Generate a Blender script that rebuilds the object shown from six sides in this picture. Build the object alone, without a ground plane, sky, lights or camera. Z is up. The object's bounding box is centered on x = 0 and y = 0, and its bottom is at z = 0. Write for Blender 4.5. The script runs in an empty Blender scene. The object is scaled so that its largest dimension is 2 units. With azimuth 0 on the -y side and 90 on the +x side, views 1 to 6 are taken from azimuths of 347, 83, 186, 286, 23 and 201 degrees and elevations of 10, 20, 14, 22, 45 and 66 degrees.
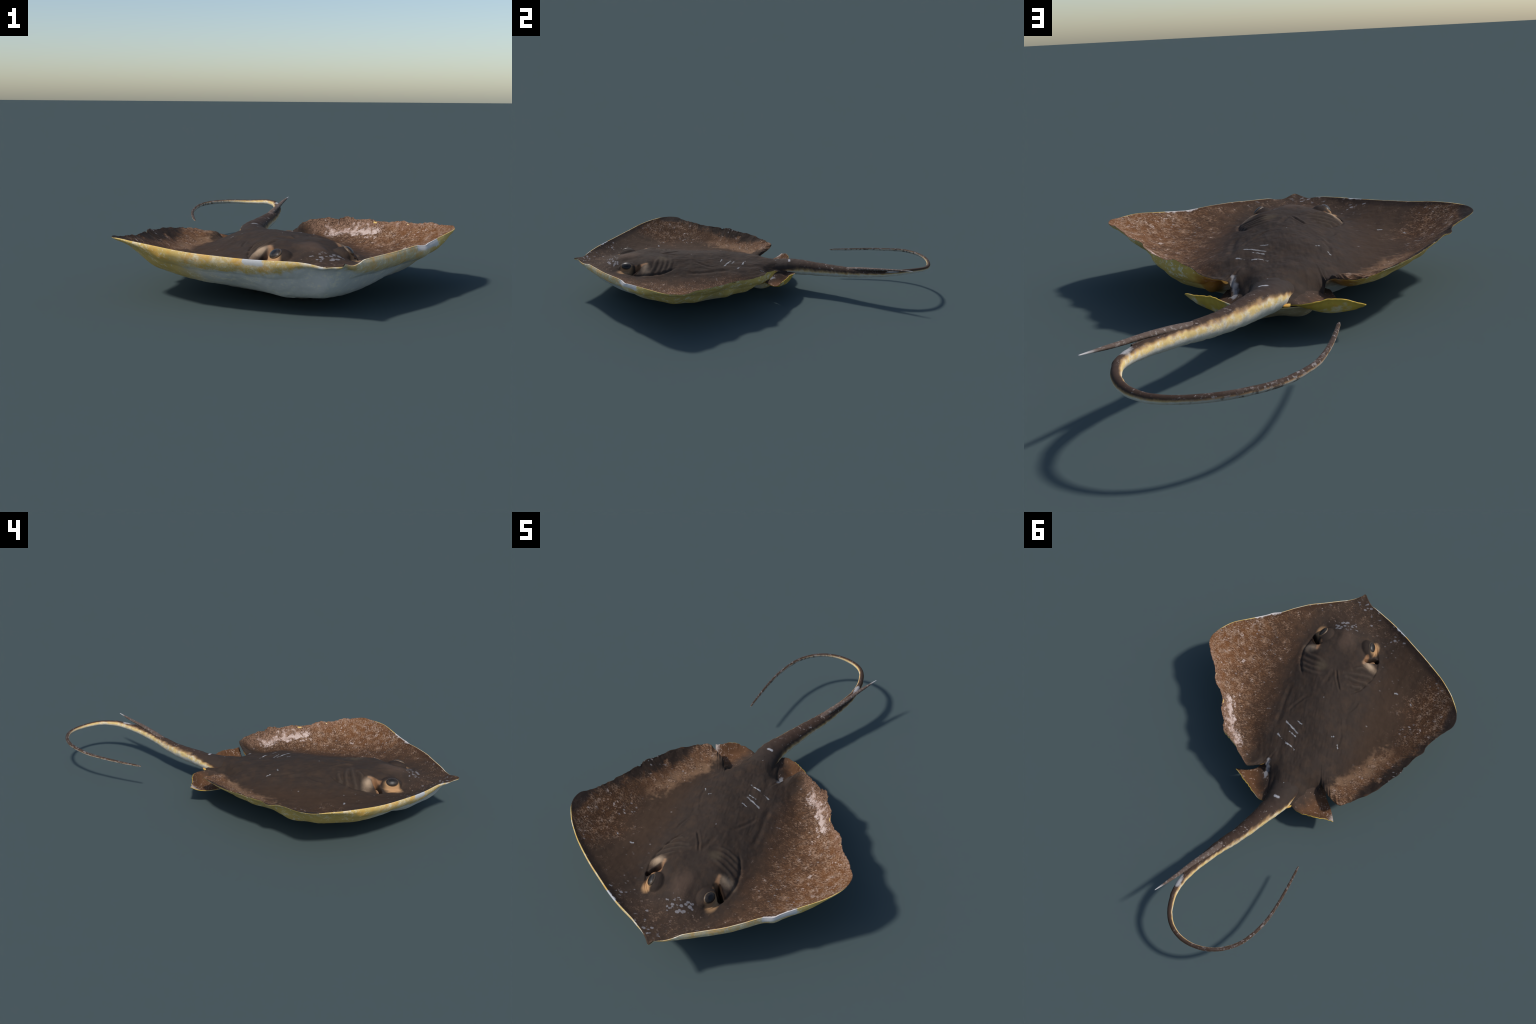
# A beached stingray: kite-shaped disc with upturned wing margins, raised head
# with brows, spiracles and gill folds, two pelvic fins, and a long whip tail
# that loops back on itself and carries a barb.
import math
import numpy as np

# ------------------------------------------------------------------ utilities
def smooth01(a, b, v):
    t = np.clip((v - a) / (b - a), 0.0, 1.0)
    return t * t * (3 - 2 * t)

def catmull(points, n, closed=False):
    """Centripetal-ish spline through control points, n samples by arc length."""
    p = np.asarray(points, float)
    if closed:
        ext = np.vstack([p[-1], p, p[0], p[1]])
    else:
        ext = np.vstack([2 * p[0] - p[1], p, 2 * p[-1] - p[-2]])
    out = []
    for i in range(1, len(ext) - 2):
        a, b, c, d = ext[i - 1:i + 3]
        t = np.linspace(0, 1, 24, endpoint=False)[:, None]
        out.append(0.5 * (2 * b + (c - a) * t + (2 * a - 5 * b + 4 * c - d) * t ** 2
                          + (3 * b - a - 3 * c + d) * t ** 3))
    if not closed:
        out.append(p[-1:])
    q = np.vstack(out)
    if closed:
        q = np.vstack([q, q[:1]])
    s = np.r_[0, np.cumsum(np.linalg.norm(np.diff(q, axis=0), axis=1))]
    t = np.linspace(0, s[-1], n, endpoint=not closed)
    return np.stack([np.interp(t, s, q[:, j]) for j in range(q.shape[1])], 1)

class ThinPlate:
    """Smooth sheet z(x, y) pulled through a set of anatomical control points."""
    def __init__(self, pts, stiffness=0.0):
        p = np.asarray(pts, float)
        self.xy = p[:, :2]
        n = len(p)
        K = self.kernel(self.xy)
        K[np.arange(n), np.arange(n)] += stiffness
        P = np.c_[np.ones(n), self.xy]
        A = np.block([[K, P], [P.T, np.zeros((3, 3))]])
        self.w = np.linalg.solve(A, np.r_[p[:, 2], 0, 0, 0])
    def kernel(self, q):
        d2 = ((q[:, None, :] - self.xy[None]) ** 2).sum(-1)
        return 0.5 * d2 * np.log(d2 + 1e-12)
    def __call__(self, x, y):
        q = np.c_[np.ravel(x), np.ravel(y)]
        out = np.empty(len(q))
        for i in range(0, len(q), 20000):
            c = q[i:i + 20000]
            out[i:i + 20000] = self.kernel(c) @ self.w[:-3] + np.c_[np.ones(len(c)), c] @ self.w[-3:]
        return out.reshape(np.shape(x))

def seg_distance(x, y, line):
    """Distance to a polyline in plan, and the 0..1 position along it."""
    line = np.asarray(line, float)
    lens = np.linalg.norm(np.diff(line, axis=0), axis=1)
    tot = lens.sum()
    best = np.full(np.shape(x), 9.0)
    along = np.zeros(np.shape(x))
    acc = 0.0
    for (a, b), l in zip(zip(line[:-1], line[1:]), lens):
        ux, uy = (b - a) / l
        t = np.clip((x - a[0]) * ux + (y - a[1]) * uy, 0, l)
        d = np.hypot(x - a[0] - t * ux, y - a[1] - t * uy)
        m = d < best
        best = np.where(m, d, best)
        along = np.where(m, (acc + t) / tot, along)
        acc += l
    return best, along

def value_noise(x, y, scale, seed):
    """Cheap smooth lattice noise in [-1, 1]."""
    rng = np.random.RandomState(seed)
    tab = rng.uniform(-1, 1, (64, 64))
    u, v = x * scale + 17.3, y * scale + 41.7
    i, j = np.floor(u).astype(int), np.floor(v).astype(int)
    f, g = u - i, v - j
    f, g = f * f * (3 - 2 * f), g * g * (3 - 2 * g)
    t = lambda a, b: tab[a % 64, b % 64]
    return ((t(i, j) * (1 - f) + t(i + 1, j) * f) * (1 - g)
            + (t(i, j + 1) * (1 - f) + t(i + 1, j + 1) * f) * g)

# ------------------------------------------------------- outline of the disc
SNOUT = (0.015, -0.997, 0.193)
MARGIN_LEFT = [   # snout -> wing tip -> rear corner -> notch beside the tail
    (-0.009, -0.974, 0.188), (-0.038, -0.950, 0.183), (-0.073, -0.933, 0.189),
    (-0.109, -0.914, 0.193), (-0.180, -0.880, 0.194), (-0.249, -0.841, 0.194),
    (-0.316, -0.797, 0.196), (-0.382, -0.753, 0.199), (-0.446, -0.706, 0.204),
    (-0.507, -0.656, 0.212), (-0.563, -0.600, 0.218), (-0.588, -0.569, 0.220),
    (-0.610, -0.536, 0.222), (-0.628, -0.501, 0.222), (-0.638, -0.462, 0.220),
    (-0.633, -0.423, 0.218), (-0.611, -0.391, 0.211), (-0.588, -0.360, 0.206),
    (-0.570, -0.324, 0.204), (-0.551, -0.290, 0.198), (-0.546, -0.252, 0.194),
    (-0.524, -0.220, 0.194), (-0.508, -0.184, 0.191), (-0.493, -0.147, 0.189),
    (-0.477, -0.111, 0.189), (-0.458, -0.076, 0.188), (-0.437, -0.042, 0.184),
    (-0.415, -0.010, 0.179), (-0.392, 0.023, 0.176), (-0.366, 0.053, 0.173),
    (-0.337, 0.079, 0.169), (-0.310, 0.108, 0.165), (-0.287, 0.126, 0.160),
    (-0.269, 0.134, 0.155), (-0.243, 0.127, 0.150), (-0.206, 0.106, 0.145),
    (-0.179, 0.086, 0.140), (-0.161, 0.066, 0.132), (-0.150, 0.052, 0.118)]
MARGIN_RIGHT = [
    (0.030, -0.977, 0.194), (0.061, -0.955, 0.183), (0.092, -0.931, 0.185),
    (0.122, -0.908, 0.194), (0.189, -0.866, 0.197), (0.256, -0.825, 0.200),
    (0.317, -0.776, 0.201), (0.346, -0.749, 0.201), (0.376, -0.724, 0.200),
    (0.411, -0.707, 0.197), (0.438, -0.679, 0.201), (0.497, -0.628, 0.210),
    (0.557, -0.578, 0.218), (0.584, -0.550, 0.220), (0.607, -0.518, 0.220),
    (0.626, -0.483, 0.221), (0.637, -0.446, 0.224), (0.634, -0.408, 0.220),
    (0.614, -0.374, 0.219), (0.591, -0.342, 0.221), (0.567, -0.312, 0.216),
    (0.547, -0.278, 0.218), (0.529, -0.243, 0.218), (0.508, -0.212, 0.210),
    (0.478, -0.186, 0.207), (0.454, -0.156, 0.211), (0.443, -0.118, 0.215),
    (0.426, -0.085, 0.209), (0.403, -0.055, 0.202), (0.388, -0.019, 0.204),
    (0.365, 0.011, 0.200), (0.333, 0.029, 0.194), (0.299, 0.046, 0.198),
    (0.274, 0.070, 0.194), (0.240, 0.092, 0.186), (0.220, 0.110, 0.176),
    (0.204, 0.112, 0.166), (0.182, 0.097, 0.152), (0.157, 0.078, 0.140),
    (0.138, 0.056, 0.124)]
REAR = [  # hidden under the tail root and the pelvic fins, between the notches
    (-0.144, 0.078, 0.092), (-0.120, 0.145, 0.084), (-0.068, 0.200, 0.094),
    (0.000, 0.225, 0.098), (0.068, 0.200, 0.094), (0.112, 0.142, 0.084),
    (0.132, 0.080, 0.092)]
OUTLINE = [SNOUT] + MARGIN_LEFT + REAR + MARGIN_RIGHT[::-1]
CENTRE = np.array([0.0, -0.36])

# --------------------------------------------- control points of the two sheets
# dorsal: height of the back at landmarks (head crown, shoulder troughs, wings)
BACK = [
    # mid line
    (0.010, -0.960, 0.187), (0.007, -0.923, 0.181), (0.030, -0.865, 0.172),
    (-0.018, -0.798, 0.180), (0.038, -0.766, 0.193), (0.010, -0.729, 0.205),
    (0.021, -0.660, 0.211), (-0.010, -0.600, 0.208), (0.000, -0.518, 0.205),
    (-0.036, -0.447, 0.202), (-0.003, -0.345, 0.199), (0.000, -0.250, 0.191),
    (0.040, -0.133, 0.173), (-0.020, -0.060, 0.167), (0.000, 0.030, 0.160),
    (0.000, 0.110, 0.152), (-0.055, 0.110, 0.139), (0.055, 0.110, 0.139),
    (-0.088, 0.078, 0.128), (0.082, 0.078, 0.127), (-0.092, 0.132, 0.110), (0.086, 0.132, 0.109),
    # head flanks and the trough around the head
    (-0.075, -0.771, 0.175), (0.090, -0.770, 0.178), (-0.069, -0.654, 0.201),
    (0.062, -0.564, 0.210), (-0.117, -0.585, 0.199), (0.123, -0.591, 0.199),
    (-0.178, -0.661, 0.153), (0.190, -0.640, 0.153), (-0.225, -0.620, 0.150), (-0.150, -0.464, 0.172),
    (0.165, -0.468, 0.168), (0.190, -0.507, 0.157), (-0.188, -0.560, 0.157),
    (-0.071, -0.403, 0.192), (-0.110, -0.406, 0.183), (0.065, -0.511, 0.206),
    (-0.120, -0.775, 0.158), (0.140, -0.765, 0.160), (-0.055, -0.869, 0.172),
    (0.085, -0.862, 0.173), (0.121, -0.873, 0.178), (-0.176, -0.849, 0.178),
    # left wing
    (-0.254, -0.707, 0.160), (-0.320, -0.536, 0.140), (-0.316, -0.481, 0.135),
    (-0.406, -0.508, 0.133), (-0.439, -0.453, 0.130), (-0.555, -0.528, 0.190),
    (-0.575, -0.463, 0.199), (-0.498, -0.362, 0.160), (-0.548, -0.405, 0.180),
    (-0.421, -0.212, 0.136), (-0.356, -0.037, 0.136), (-0.310, -0.021, 0.129),
    (-0.359, -0.178, 0.125), (-0.238, 0.000, 0.121), (-0.117, -0.177, 0.175),
    (-0.180, -0.300, 0.155), (-0.150, -0.020, 0.143), (-0.195, 0.010, 0.124), (-0.100, 0.050, 0.142),
    # right wing
    (0.260, -0.690, 0.160), (0.478, -0.611, 0.186), (0.550, -0.417, 0.180),
    (0.505, -0.276, 0.182), (0.469, -0.300, 0.150), (0.216, 0.069, 0.141),
    (0.297, 0.002, 0.144), (0.259, 0.021, 0.135), (0.407, -0.141, 0.164),
    (0.372, -0.083, 0.160), (0.331, -0.177, 0.120), (0.402, -0.198, 0.146), (0.293, -0.289, 0.125),
    (0.330, -0.500, 0.135), (0.118, -0.170, 0.171), (0.215, -0.110, 0.146), (0.134, -0.096, 0.161),
    (0.190, -0.300, 0.150), (0.115, 0.055, 0.127), (0.150, -0.020, 0.143),
]
# ventral: keel of the belly, sweeping up to the wing tips
BELLY = [
    (0.010, -0.960, 0.178), (0.000, -0.900, 0.111), (0.000, -0.820, 0.056),
    (0.000, -0.720, 0.054), (0.000, -0.600, 0.007), (0.000, -0.450, 0.009),
    (0.000, -0.300, 0.003), (0.000, -0.150, 0.008), (0.000, 0.000, 0.025),
    (0.000, 0.100, 0.038), (-0.120, -0.600, 0.034), (0.120, -0.600, 0.018),
    (-0.130, -0.400, 0.006), (0.130, -0.400, 0.002), (-0.130, -0.150, 0.019),
    (0.130, -0.150, 0.015), (-0.100, -0.780, 0.059), (0.100, -0.780, 0.059),
    (-0.250, -0.600, 0.064), (0.250, -0.600, 0.060), (-0.280, -0.400, 0.043),
    (0.280, -0.400, 0.036), (-0.260, -0.150, 0.068), (0.260, -0.150, 0.067),
    (-0.400, -0.450, 0.085), (0.400, -0.450, 0.091), (-0.110, 0.040, 0.044),
    (0.110, 0.040, 0.049), (-0.500, -0.450, 0.118), (0.500, -0.450, 0.117),
    (-0.380, -0.220, 0.097), (0.380, -0.220, 0.105), (-0.460, -0.320, 0.103),
    (0.460, -0.320, 0.116), (-0.330, -0.040, 0.111), (0.330, -0.040, 0.125),
    (-0.200, 0.040, 0.105), (0.200, 0.040, 0.097), (-0.380, -0.600, 0.093),
    (0.380, -0.600, 0.098), (-0.240, -0.740, 0.107), (0.240, -0.740, 0.102),
    (0.392, -0.160, 0.124), (-0.420, -0.130, 0.136),
]

def margin_frames(n):
    return catmull(OUTLINE, n, closed=True)

def edge_thickness_points():
    """Points just inside the margin on the ventral side: the leading edge is
    blunt and fleshy, the trailing edge thin."""
    out = []
    for p in OUTLINE:
        p = np.array(p)
        d = CENTRE - p[:2]
        d = d / np.linalg.norm(d)
        if p[1] > 0.06 and abs(p[0]) < 0.16:
            continue
        drop = 0.010
        if p[1] < -0.45:
            drop = 0.008 + 0.024 * float(smooth01(0.66, 0.5, abs(p[0])) * smooth01(0.0, 0.15, abs(p[0])))
        q = p[:2] + d * 0.022
        out.append((q[0], q[1], p[2] - drop))
    return out

# ---------------------------------------------------------- relief of the back
HEAD_GROOVES = [   # furrow that rings the head on either side
    [(-0.050, -0.850), (-0.094, -0.796), (-0.146, -0.725), (-0.171, -0.673), (-0.186, -0.611),
     (-0.179, -0.553), (-0.150, -0.475), (-0.116, -0.430), (-0.105, -0.410)],
    [(0.111, -0.798), (0.158, -0.728), (0.188, -0.659), (0.199, -0.597), (0.189, -0.525),
     (0.163, -0.468), (0.135, -0.430)]]
GILL_FOLDS = [     # fan of soft ridges behind each spiracle
    [(-0.078, -0.545), (-0.115, -0.574), (-0.160, -0.583)],
    [(-0.048, -0.514), (-0.077, -0.521), (-0.122, -0.536), (-0.178, -0.561)],
    [(-0.064, -0.500), (-0.096, -0.497), (-0.134, -0.505), (-0.172, -0.520)],
    [(-0.088, -0.462), (-0.115, -0.466), (-0.150, -0.482)],
    [(0.068, -0.535), (0.110, -0.545), (0.150, -0.556), (0.188, -0.572)],
    [(0.068, -0.512), (0.123, -0.516), (0.185, -0.540)],
    [(0.070, -0.491), (0.120, -0.490), (0.178, -0.510)],
    [(0.062, -0.466), (0.105, -0.462), (0.160, -0.478)]]
BACK_CREASES = [   # sharp little cuts and longer creases over the shoulders
    ([(0.001, -0.528), (-0.024, -0.471), (-0.050, -0.430), (-0.071, -0.402)], 0.005, 0.005),
    ([(0.001, -0.528), (0.012, -0.470), (0.030, -0.400)], 0.003, 0.009),
    ([(0.050, -0.345), (0.085, -0.325), (0.115, -0.275), (0.140, -0.220)], 0.003, 0.007),
    ([(0.178, -0.400), (0.176, -0.286), (0.166, -0.217), (0.160, -0.120)], 0.004, 0.010),
    ([(-0.165, -0.420), (-0.160, -0.380), (-0.140, -0.330)], 0.004, 0.006),
    ([(-0.120, -0.330), (-0.150, -0.260), (-0.150, -0.150)], 0.003, 0.010),
    ([(-0.160, -0.110), (-0.150, -0.200), (-0.110, -0.300)], 0.002, 0.006),
    ([(0.090, 0.100), (0.085, 0.020), (0.110, -0.060)], 0.003, 0.014)]
EYES = [(-1, (-0.101, -0.704)), (1, (0.114, -0.697))]
SPIRACLES = [[(-0.124, -0.632), (-0.148, -0.652), (-0.166, -0.664)],
             [(0.138, -0.640), (0.154, -0.662), (0.168, -0.680)]]

def dorsal_relief(x, y, z):
    # snout nib
    for g in HEAD_GROOVES:
        d, t = seg_distance(x, y, g)
        fade = smooth01(0.10, 0.42, t) * smooth01(1.0, 0.88, t)
        z = z - 0.0065 * fade * np.exp(-(d / 0.0065) ** 2)
    for g in GILL_FOLDS:
        d, t = seg_distance(x, y, g)
        fade = smooth01(0.0, 0.3, t) * (0.35 + 0.65 * smooth01(1.0, 0.9, t))
        gain = 1.7 if g[0][0] < 0 else 1.0
        z = z + gain * 0.0032 * fade * np.exp(-(d / 0.0095) ** 2) - gain * 0.0010 * fade * np.exp(-((d - 0.013) / 0.007) ** 2)
    for g, depth, w in BACK_CREASES:
        d, t = seg_distance(x, y, g)
        fade = smooth01(0.0, 0.25, t) * smooth01(1.0, 0.75, t)
        z = z - 0.8 * depth * fade * np.exp(-(d / w) ** 2) + 0.35 * depth * fade * np.exp(-((d - 1.8 * w) / w) ** 2)
    # swelling of the belly cavity seen from above, behind the shoulders
    z = z + 0.004 * np.exp(-(((x - 0.005) / 0.09) ** 2 + ((y + 0.24) / 0.10) ** 2) ** 2)
    # brain case and the dips between it and the brows
    z = z - 0.004 * np.exp(-(((x + 0.050) / 0.016) ** 2 + ((y + 0.690) / 0.06) ** 2))
    z = z - 0.005 * np.exp(-(((x - 0.062) / 0.016) ** 2 + ((y + 0.690) / 0.06) ** 2))
    for side, (ex, ey) in EYES:
        # eye bulge: an oblong dome, its hind end swung outwards, flush with the crown
        u, v = (x - ex) * side, y - ey
        across, along = u * math.cos(0.34) - v * math.sin(0.34), v * math.cos(0.34) + u * math.sin(0.34)
        r2 = (across / 0.040) ** 2 + (along / 0.052) ** 2
        dome = np.where(r2 < 1, 0.165 + 0.037 * np.sqrt(np.clip(1 - r2, 0, 1)), 0.165 - 0.25 * (np.sqrt(r2) - 1) * 0.05)
        k = 0.006
        h = np.clip(0.5 + 0.5 * (dome - z) / k, 0, 1)
        z = np.where(r2 < 1.6, z * (1 - h) + dome * h + k * h * (1 - h), z)
        # crease under the bulge
        z = z - 0.006 * np.exp(-((np.sqrt(r2) - 1.12) / 0.13) ** 2) * smooth01(0.0, 0.02, u)
    for line in SPIRACLES:
        d, t = seg_distance(x, y, line)
        z = z - 0.055 * np.exp(-(d / 0.0105) ** 4)
    # pale cushion behind the spiracle
    for cx, cy in ((-0.150, -0.604), (0.160, -0.604)):
        z = z + 0.010 * np.exp(-(((x - cx) / 0.030) ** 2 + ((y - cy) / 0.020) ** 2))
    # the back rises in a fillet onto the root of the tail
    ys = [0.0, 0.08, 0.16, 0.215]
    xc, zc = np.interp(y, ys, [0.004, 0.001, 0.004, 0.012]), np.interp(y, ys, [0.108, 0.112, 0.117, 0.120])
    tw, th = np.interp(y, ys, [0.068, 0.070, 0.057, 0.051]), np.interp(y, ys, [0.041, 0.0435, 0.041, 0.039])
    prof = zc + th * np.sqrt(np.clip(1 - ((x - xc) / tw) ** 2, 0, 1)) - 0.0006
    k = 0.022
    h = np.clip(0.5 + 0.5 * (prof - z) / k, 0, 1)
    zz = z * (1 - h) + prof * h + k * h * (1 - h) * 0.8
    wt = smooth01(0.02, 0.09, y) * smooth01(1.5, 1.0, np.abs(x - xc) / tw)
    z = z + (zz - z) * wt
    # skin: shallow lumps and lengthwise wrinkles
    z = z + 0.0012 * value_noise(x, y, 28, 3) + 0.0008 * value_noise(x * 1.0, y, 70, 4)
    wr = smooth01(0.30, 0.12, np.abs(x)) * smooth01(-0.52, -0.40, y)
    z = z + 0.0016 * wr * value_noise(x * 2.0 + 0.5 * y, y * 0.6, 16, 6)
    z = z + 0.0006 * wr * value_noise(x * 3.0 + 0.6 * y, y * 0.8, 40, 5)
    return z

def trailing_edge(m):
    """How ragged the margin is: 0 on the leading edge, 1 on the trailing edge."""
    return smooth01(-0.43, -0.33, m[:, 1]) * smooth01(0.12, 0.2, np.abs(m[:, 0]))

GROUND_SINK = 0.0017   # the whole animal rests this much lower than modelled

def build_disc(n_around=1440, n_top=250, n_bottom=110):
    m = margin_frames(n_around)
    s = np.arange(n_around) / n_around
    rag = trailing_edge(m)
    out = m[:, :2] - CENTRE
    reach = np.linalg.norm(out, axis=1)
    out = out / reach[:, None]
    # ragged, scalloped fringe
    k = s * n_around
    f1 = value_noise(k / 9.0, 0 * k, 1.0, 11)
    f2 = value_noise(k / 3.7, 0 * k, 1.0, 12)
    f3 = value_noise(k / 24.0, 0 * k, 1.0, 13)
    right = m[:, 0] > 0
    m = m.copy()
    tooth = np.maximum(0, value_noise(k / 15.0, 0 * k, 1.0, 14) - 0.35) * smooth01(0.0, 0.5, (k / 7.0) % 1.0)
    gain = np.where(right, 1.35, 1.1)
    m[:, :2] += out * (rag * gain * (0.0030 * f1 + 0.0018 * f2 - 0.010 * tooth))[:, None]
    m[:, 2] += rag * gain * (0.0040 * f3 + 0.0030 * f1 + 0.0016 * f2 - 0.007 * tooth)
    # margin rolled inwards on the right hind edge
    roll = np.where(right, smooth01(-0.10, 0.0, m[:, 1]) * smooth01(0.20, 0.26, m[:, 0]), 0) * 0.020
    back = ThinPlate(BACK + OUTLINE)
    belly = ThinPlate(BELLY + OUTLINE + edge_thickness_points())
    lead = smooth01(-0.40, -0.50, m[:, 1]) * smooth01(0.635, 0.60, np.abs(m[:, 0]))
    edge = 0.0035 + 0.0035 * lead * smooth01(0.66, 0.55, np.abs(m[:, 0]))

    def rings(n, power):
        u = np.linspace(0, 1, n + 1)[1:]
        return 1 - (1 - u) ** power

    def sheet(rho, surface, sign):
        r = rho[:, None]
        x = CENTRE[0] + r * (m[:, 0] - CENTRE[0])
        y = CENTRE[1] + r * (m[:, 1] - CENTRE[1])
        # the ragged margin is blended only into the outer rim of the sheet
        z = surface(x, y)
        z0 = surface(m[:, 0], m[:, 1])
        d = (1 - r) * reach
        z = z + (m[:, 2] - z0) * np.exp(-d / (0.030 if sign > 0 else 0.010))
        g = np.clip(1 - d / np.maximum(edge, 1e-4) / 1.5, 0, 1)
        z = z + sign * edge * np.sqrt(np.clip(1 - g ** 2, 0, 1)) * np.exp(-d / 0.02)
        bulge = roll * np.sin(np.pi * np.clip(d / 0.075, 0, 1)) * (1 - 0.3 * np.clip(d / 0.075, 0, 1))
        return x, y, z, bulge, d

    rt, rb = rings(n_top, 1.35), rings(n_bottom, 1.5)
    xt, yt, zt, bt, dt = sheet(rt, back, +1)
    xb, yb, zb, bb, db = sheet(rb, belly, -1)
    # relief fades out at the rim
    zr = dorsal_relief(xt, yt, zt)
    w = smooth01(0.0, 0.02, dt)
    zt = zt + (zr - zt) * w
    # fluted fringe: short folds running out to the trailing edge
    flute = rag * (0.0050 * f1 + 0.0030 * f2) * np.exp(-dt / 0.030) * smooth01(0, 0.006, dt)
    zt = zt + flute
    zb = zb + rag * (0.0020 * f1 + 0.001 * f2) * np.exp(-db / 0.012) * smooth01(0, 0.006, db)
    zb = zb + (0.0015 * value_noise(xb, yb, 25, 21) + 0.0007 * value_noise(xb, yb, 80, 22)) * smooth01(0, 0.02, db)
    zb = ventral_relief(xb, yb, zb)
    ceiling = back(xb, yb) - 0.006 * smooth01(0.0, 0.012, db)
    zb = np.where(db > 0.0008, np.minimum(zb, ceiling), zb)
    zb = np.maximum(zb, GROUND_SINK)
    xt, yt = xt + out[:, 0] * bt, yt + out[:, 1] * bt
    # fleshy leading edge: the underside swells out beyond the lip
    front = smooth01(-0.42, -0.52, m[:, 1]) * smooth01(0.05, 0.14, np.abs(m[:, 0])) * smooth01(0.62, 0.50, np.abs(m[:, 0]))
    swell = front * np.where(right, 0.020, 0.008)
    bb = bb + swell * np.sin(np.pi * np.clip(db / 0.045, 0, 1)) ** 0.7
    xb, yb = xb + out[:, 0] * bb, yb + out[:, 1] * bb

    nt, nb, N = len(rt), len(rb), n_around
    z_c_top = float(dorsal_relief(np.array([CENTRE[0]]), np.array([CENTRE[1]]), back(np.array([CENTRE[0]]), np.array([CENTRE[1]])))[0])
    z_c_bot = max(GROUND_SINK, float(belly(np.array([CENTRE[0]]), np.array([CENTRE[1]]))[0]))
    top = np.stack([xt, yt, zt], -1).reshape(-1, 3)
    bot = np.stack([xb[:-1], yb[:-1], zb[:-1]], -1).reshape(-1, 3)  # shares the rim ring
    verts = np.vstack([top, bot, [[CENTRE[0], CENTRE[1], z_c_top]], [[CENTRE[0], CENTRE[1], z_c_bot]]])
    a = np.arange(N)
    b = (a + 1) % N
    quads, tris, qm, tm = [], [], [], []
    def ring_index(k, upper):
        if upper or k == nb - 1:
            return (nt - 1) * N if not upper else k * N
        return nt * N + k * N
    # outline runs clockwise seen from above (snout -> left -> tail -> right)
    orient = np.sum(m[:, 0] * np.roll(m[:, 1], -1) - np.roll(m[:, 0], -1) * m[:, 1]) > 0
    def band(k, upper):
        i0, i1 = ring_index(k, upper), ring_index(k + 1, upper)
        q = np.stack([i0 + a, i1 + a, i1 + b, i0 + b], 1)
        if upper != orient:
            q = q[:, ::-1]
        return q
    lead_top = lead
    for k in range(nt - 1):
        quads.append(band(k, True))
        # the pale underside skin wraps over the very lip of the leading edge
        d_mid = 0.5 * (dt[k] + dt[k + 1])
        qm.append(((d_mid < 0.0042 * lead * smooth01(0.02, 0.07, np.abs(m[:, 0]))) * 1).astype(int))
    for k in range(nb - 1):
        quads.append(band(k, False))
        qm.append(np.ones(N, int))
    ct, cb = len(verts) - 2, len(verts) - 1
    t1 = np.stack([np.full(N, ct), a, b], 1)
    t2 = np.stack([np.full(N, cb), ring_index(0, False) + b, ring_index(0, False) + a], 1)
    if not orient:
        t1, t2 = t1[:, ::-1], t2[:, ::-1]
    return verts, np.vstack(quads), np.vstack([t1, t2]), np.concatenate(qm), np.r_[np.zeros(N, int), np.ones(N, int)]

MOUTH = [(-0.062, -0.700), (-0.030, -0.712), (0.0, -0.707), (0.035, -0.712), (0.066, -0.700)]
NOSTRILS = [[(-0.085, -0.775), (-0.050, -0.762)], [(0.090, -0.775), (0.055, -0.762)]]
GILL_SLITS = [[(sx * (0.150 - 0.008 * i), -0.610 + 0.052 * i), (sx * (0.118 - 0.008 * i), -0.600 + 0.052 * i)]
              for sx in (-1, 1) for i in range(5)]

def ventral_relief(x, y, z):
    for line, depth, w in [(MOUTH, 0.016, 0.008)] + [(n, 0.012, 0.009) for n in NOSTRILS] + [(g, 0.007, 0.005) for g in GILL_SLITS]:
        d, t = seg_distance(x, y, line)
        z = z + depth * np.exp(-(d / w) ** 2)
    z = z - 0.006 * np.exp(-((x / 0.09) ** 2 + ((y + 0.75) / 0.03) ** 2))
    return z

# ------------------------------------------------------------------------ tail
TAIL_SPINE = [(0.004, 0.000, 0.108), (0.001, 0.080, 0.112), (0.004, 0.160, 0.117), (0.012, 0.215, 0.120),
              (0.034, 0.271, 0.123), (0.070, 0.350, 0.124), (0.114, 0.438, 0.128), (0.166, 0.525, 0.137),
              (0.211, 0.616, 0.147), (0.245, 0.704, 0.157), (0.259, 0.775, 0.165), (0.258, 0.831, 0.170),
              (0.240, 0.899, 0.171), (0.203, 0.950, 0.166), (0.148, 0.981, 0.164), (0.082, 0.991, 0.166),
              (0.013, 0.980, 0.167), (-0.053, 0.946, 0.166), (-0.111, 0.887, 0.161), (-0.157, 0.789, 0.152),
              (-0.179, 0.700, 0.148), (-0.193, 0.590, 0.143), (-0.202, 0.478, 0.140)]
# half width and half height along the tail, by arc length fraction
TAIL_GIRTH = [(0.000, 0.045, 0.034), (0.030, 0.062, 0.041), (0.055, 0.070, 0.0435), (0.105, 0.059, 0.041), (0.140, 0.051, 0.039),
              (0.200, 0.0405, 0.035), (0.260, 0.034, 0.030), (0.330, 0.029, 0.025), (0.400, 0.020, 0.020),
              (0.470, 0.014, 0.016), (0.540, 0.0110, 0.0120), (0.620, 0.0095, 0.0098), (0.720, 0.0086, 0.0088),
              (0.850, 0.0072, 0.0074), (0.970, 0.0054, 0.0054), (1.000, 0.0042, 0.0042)]

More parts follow.
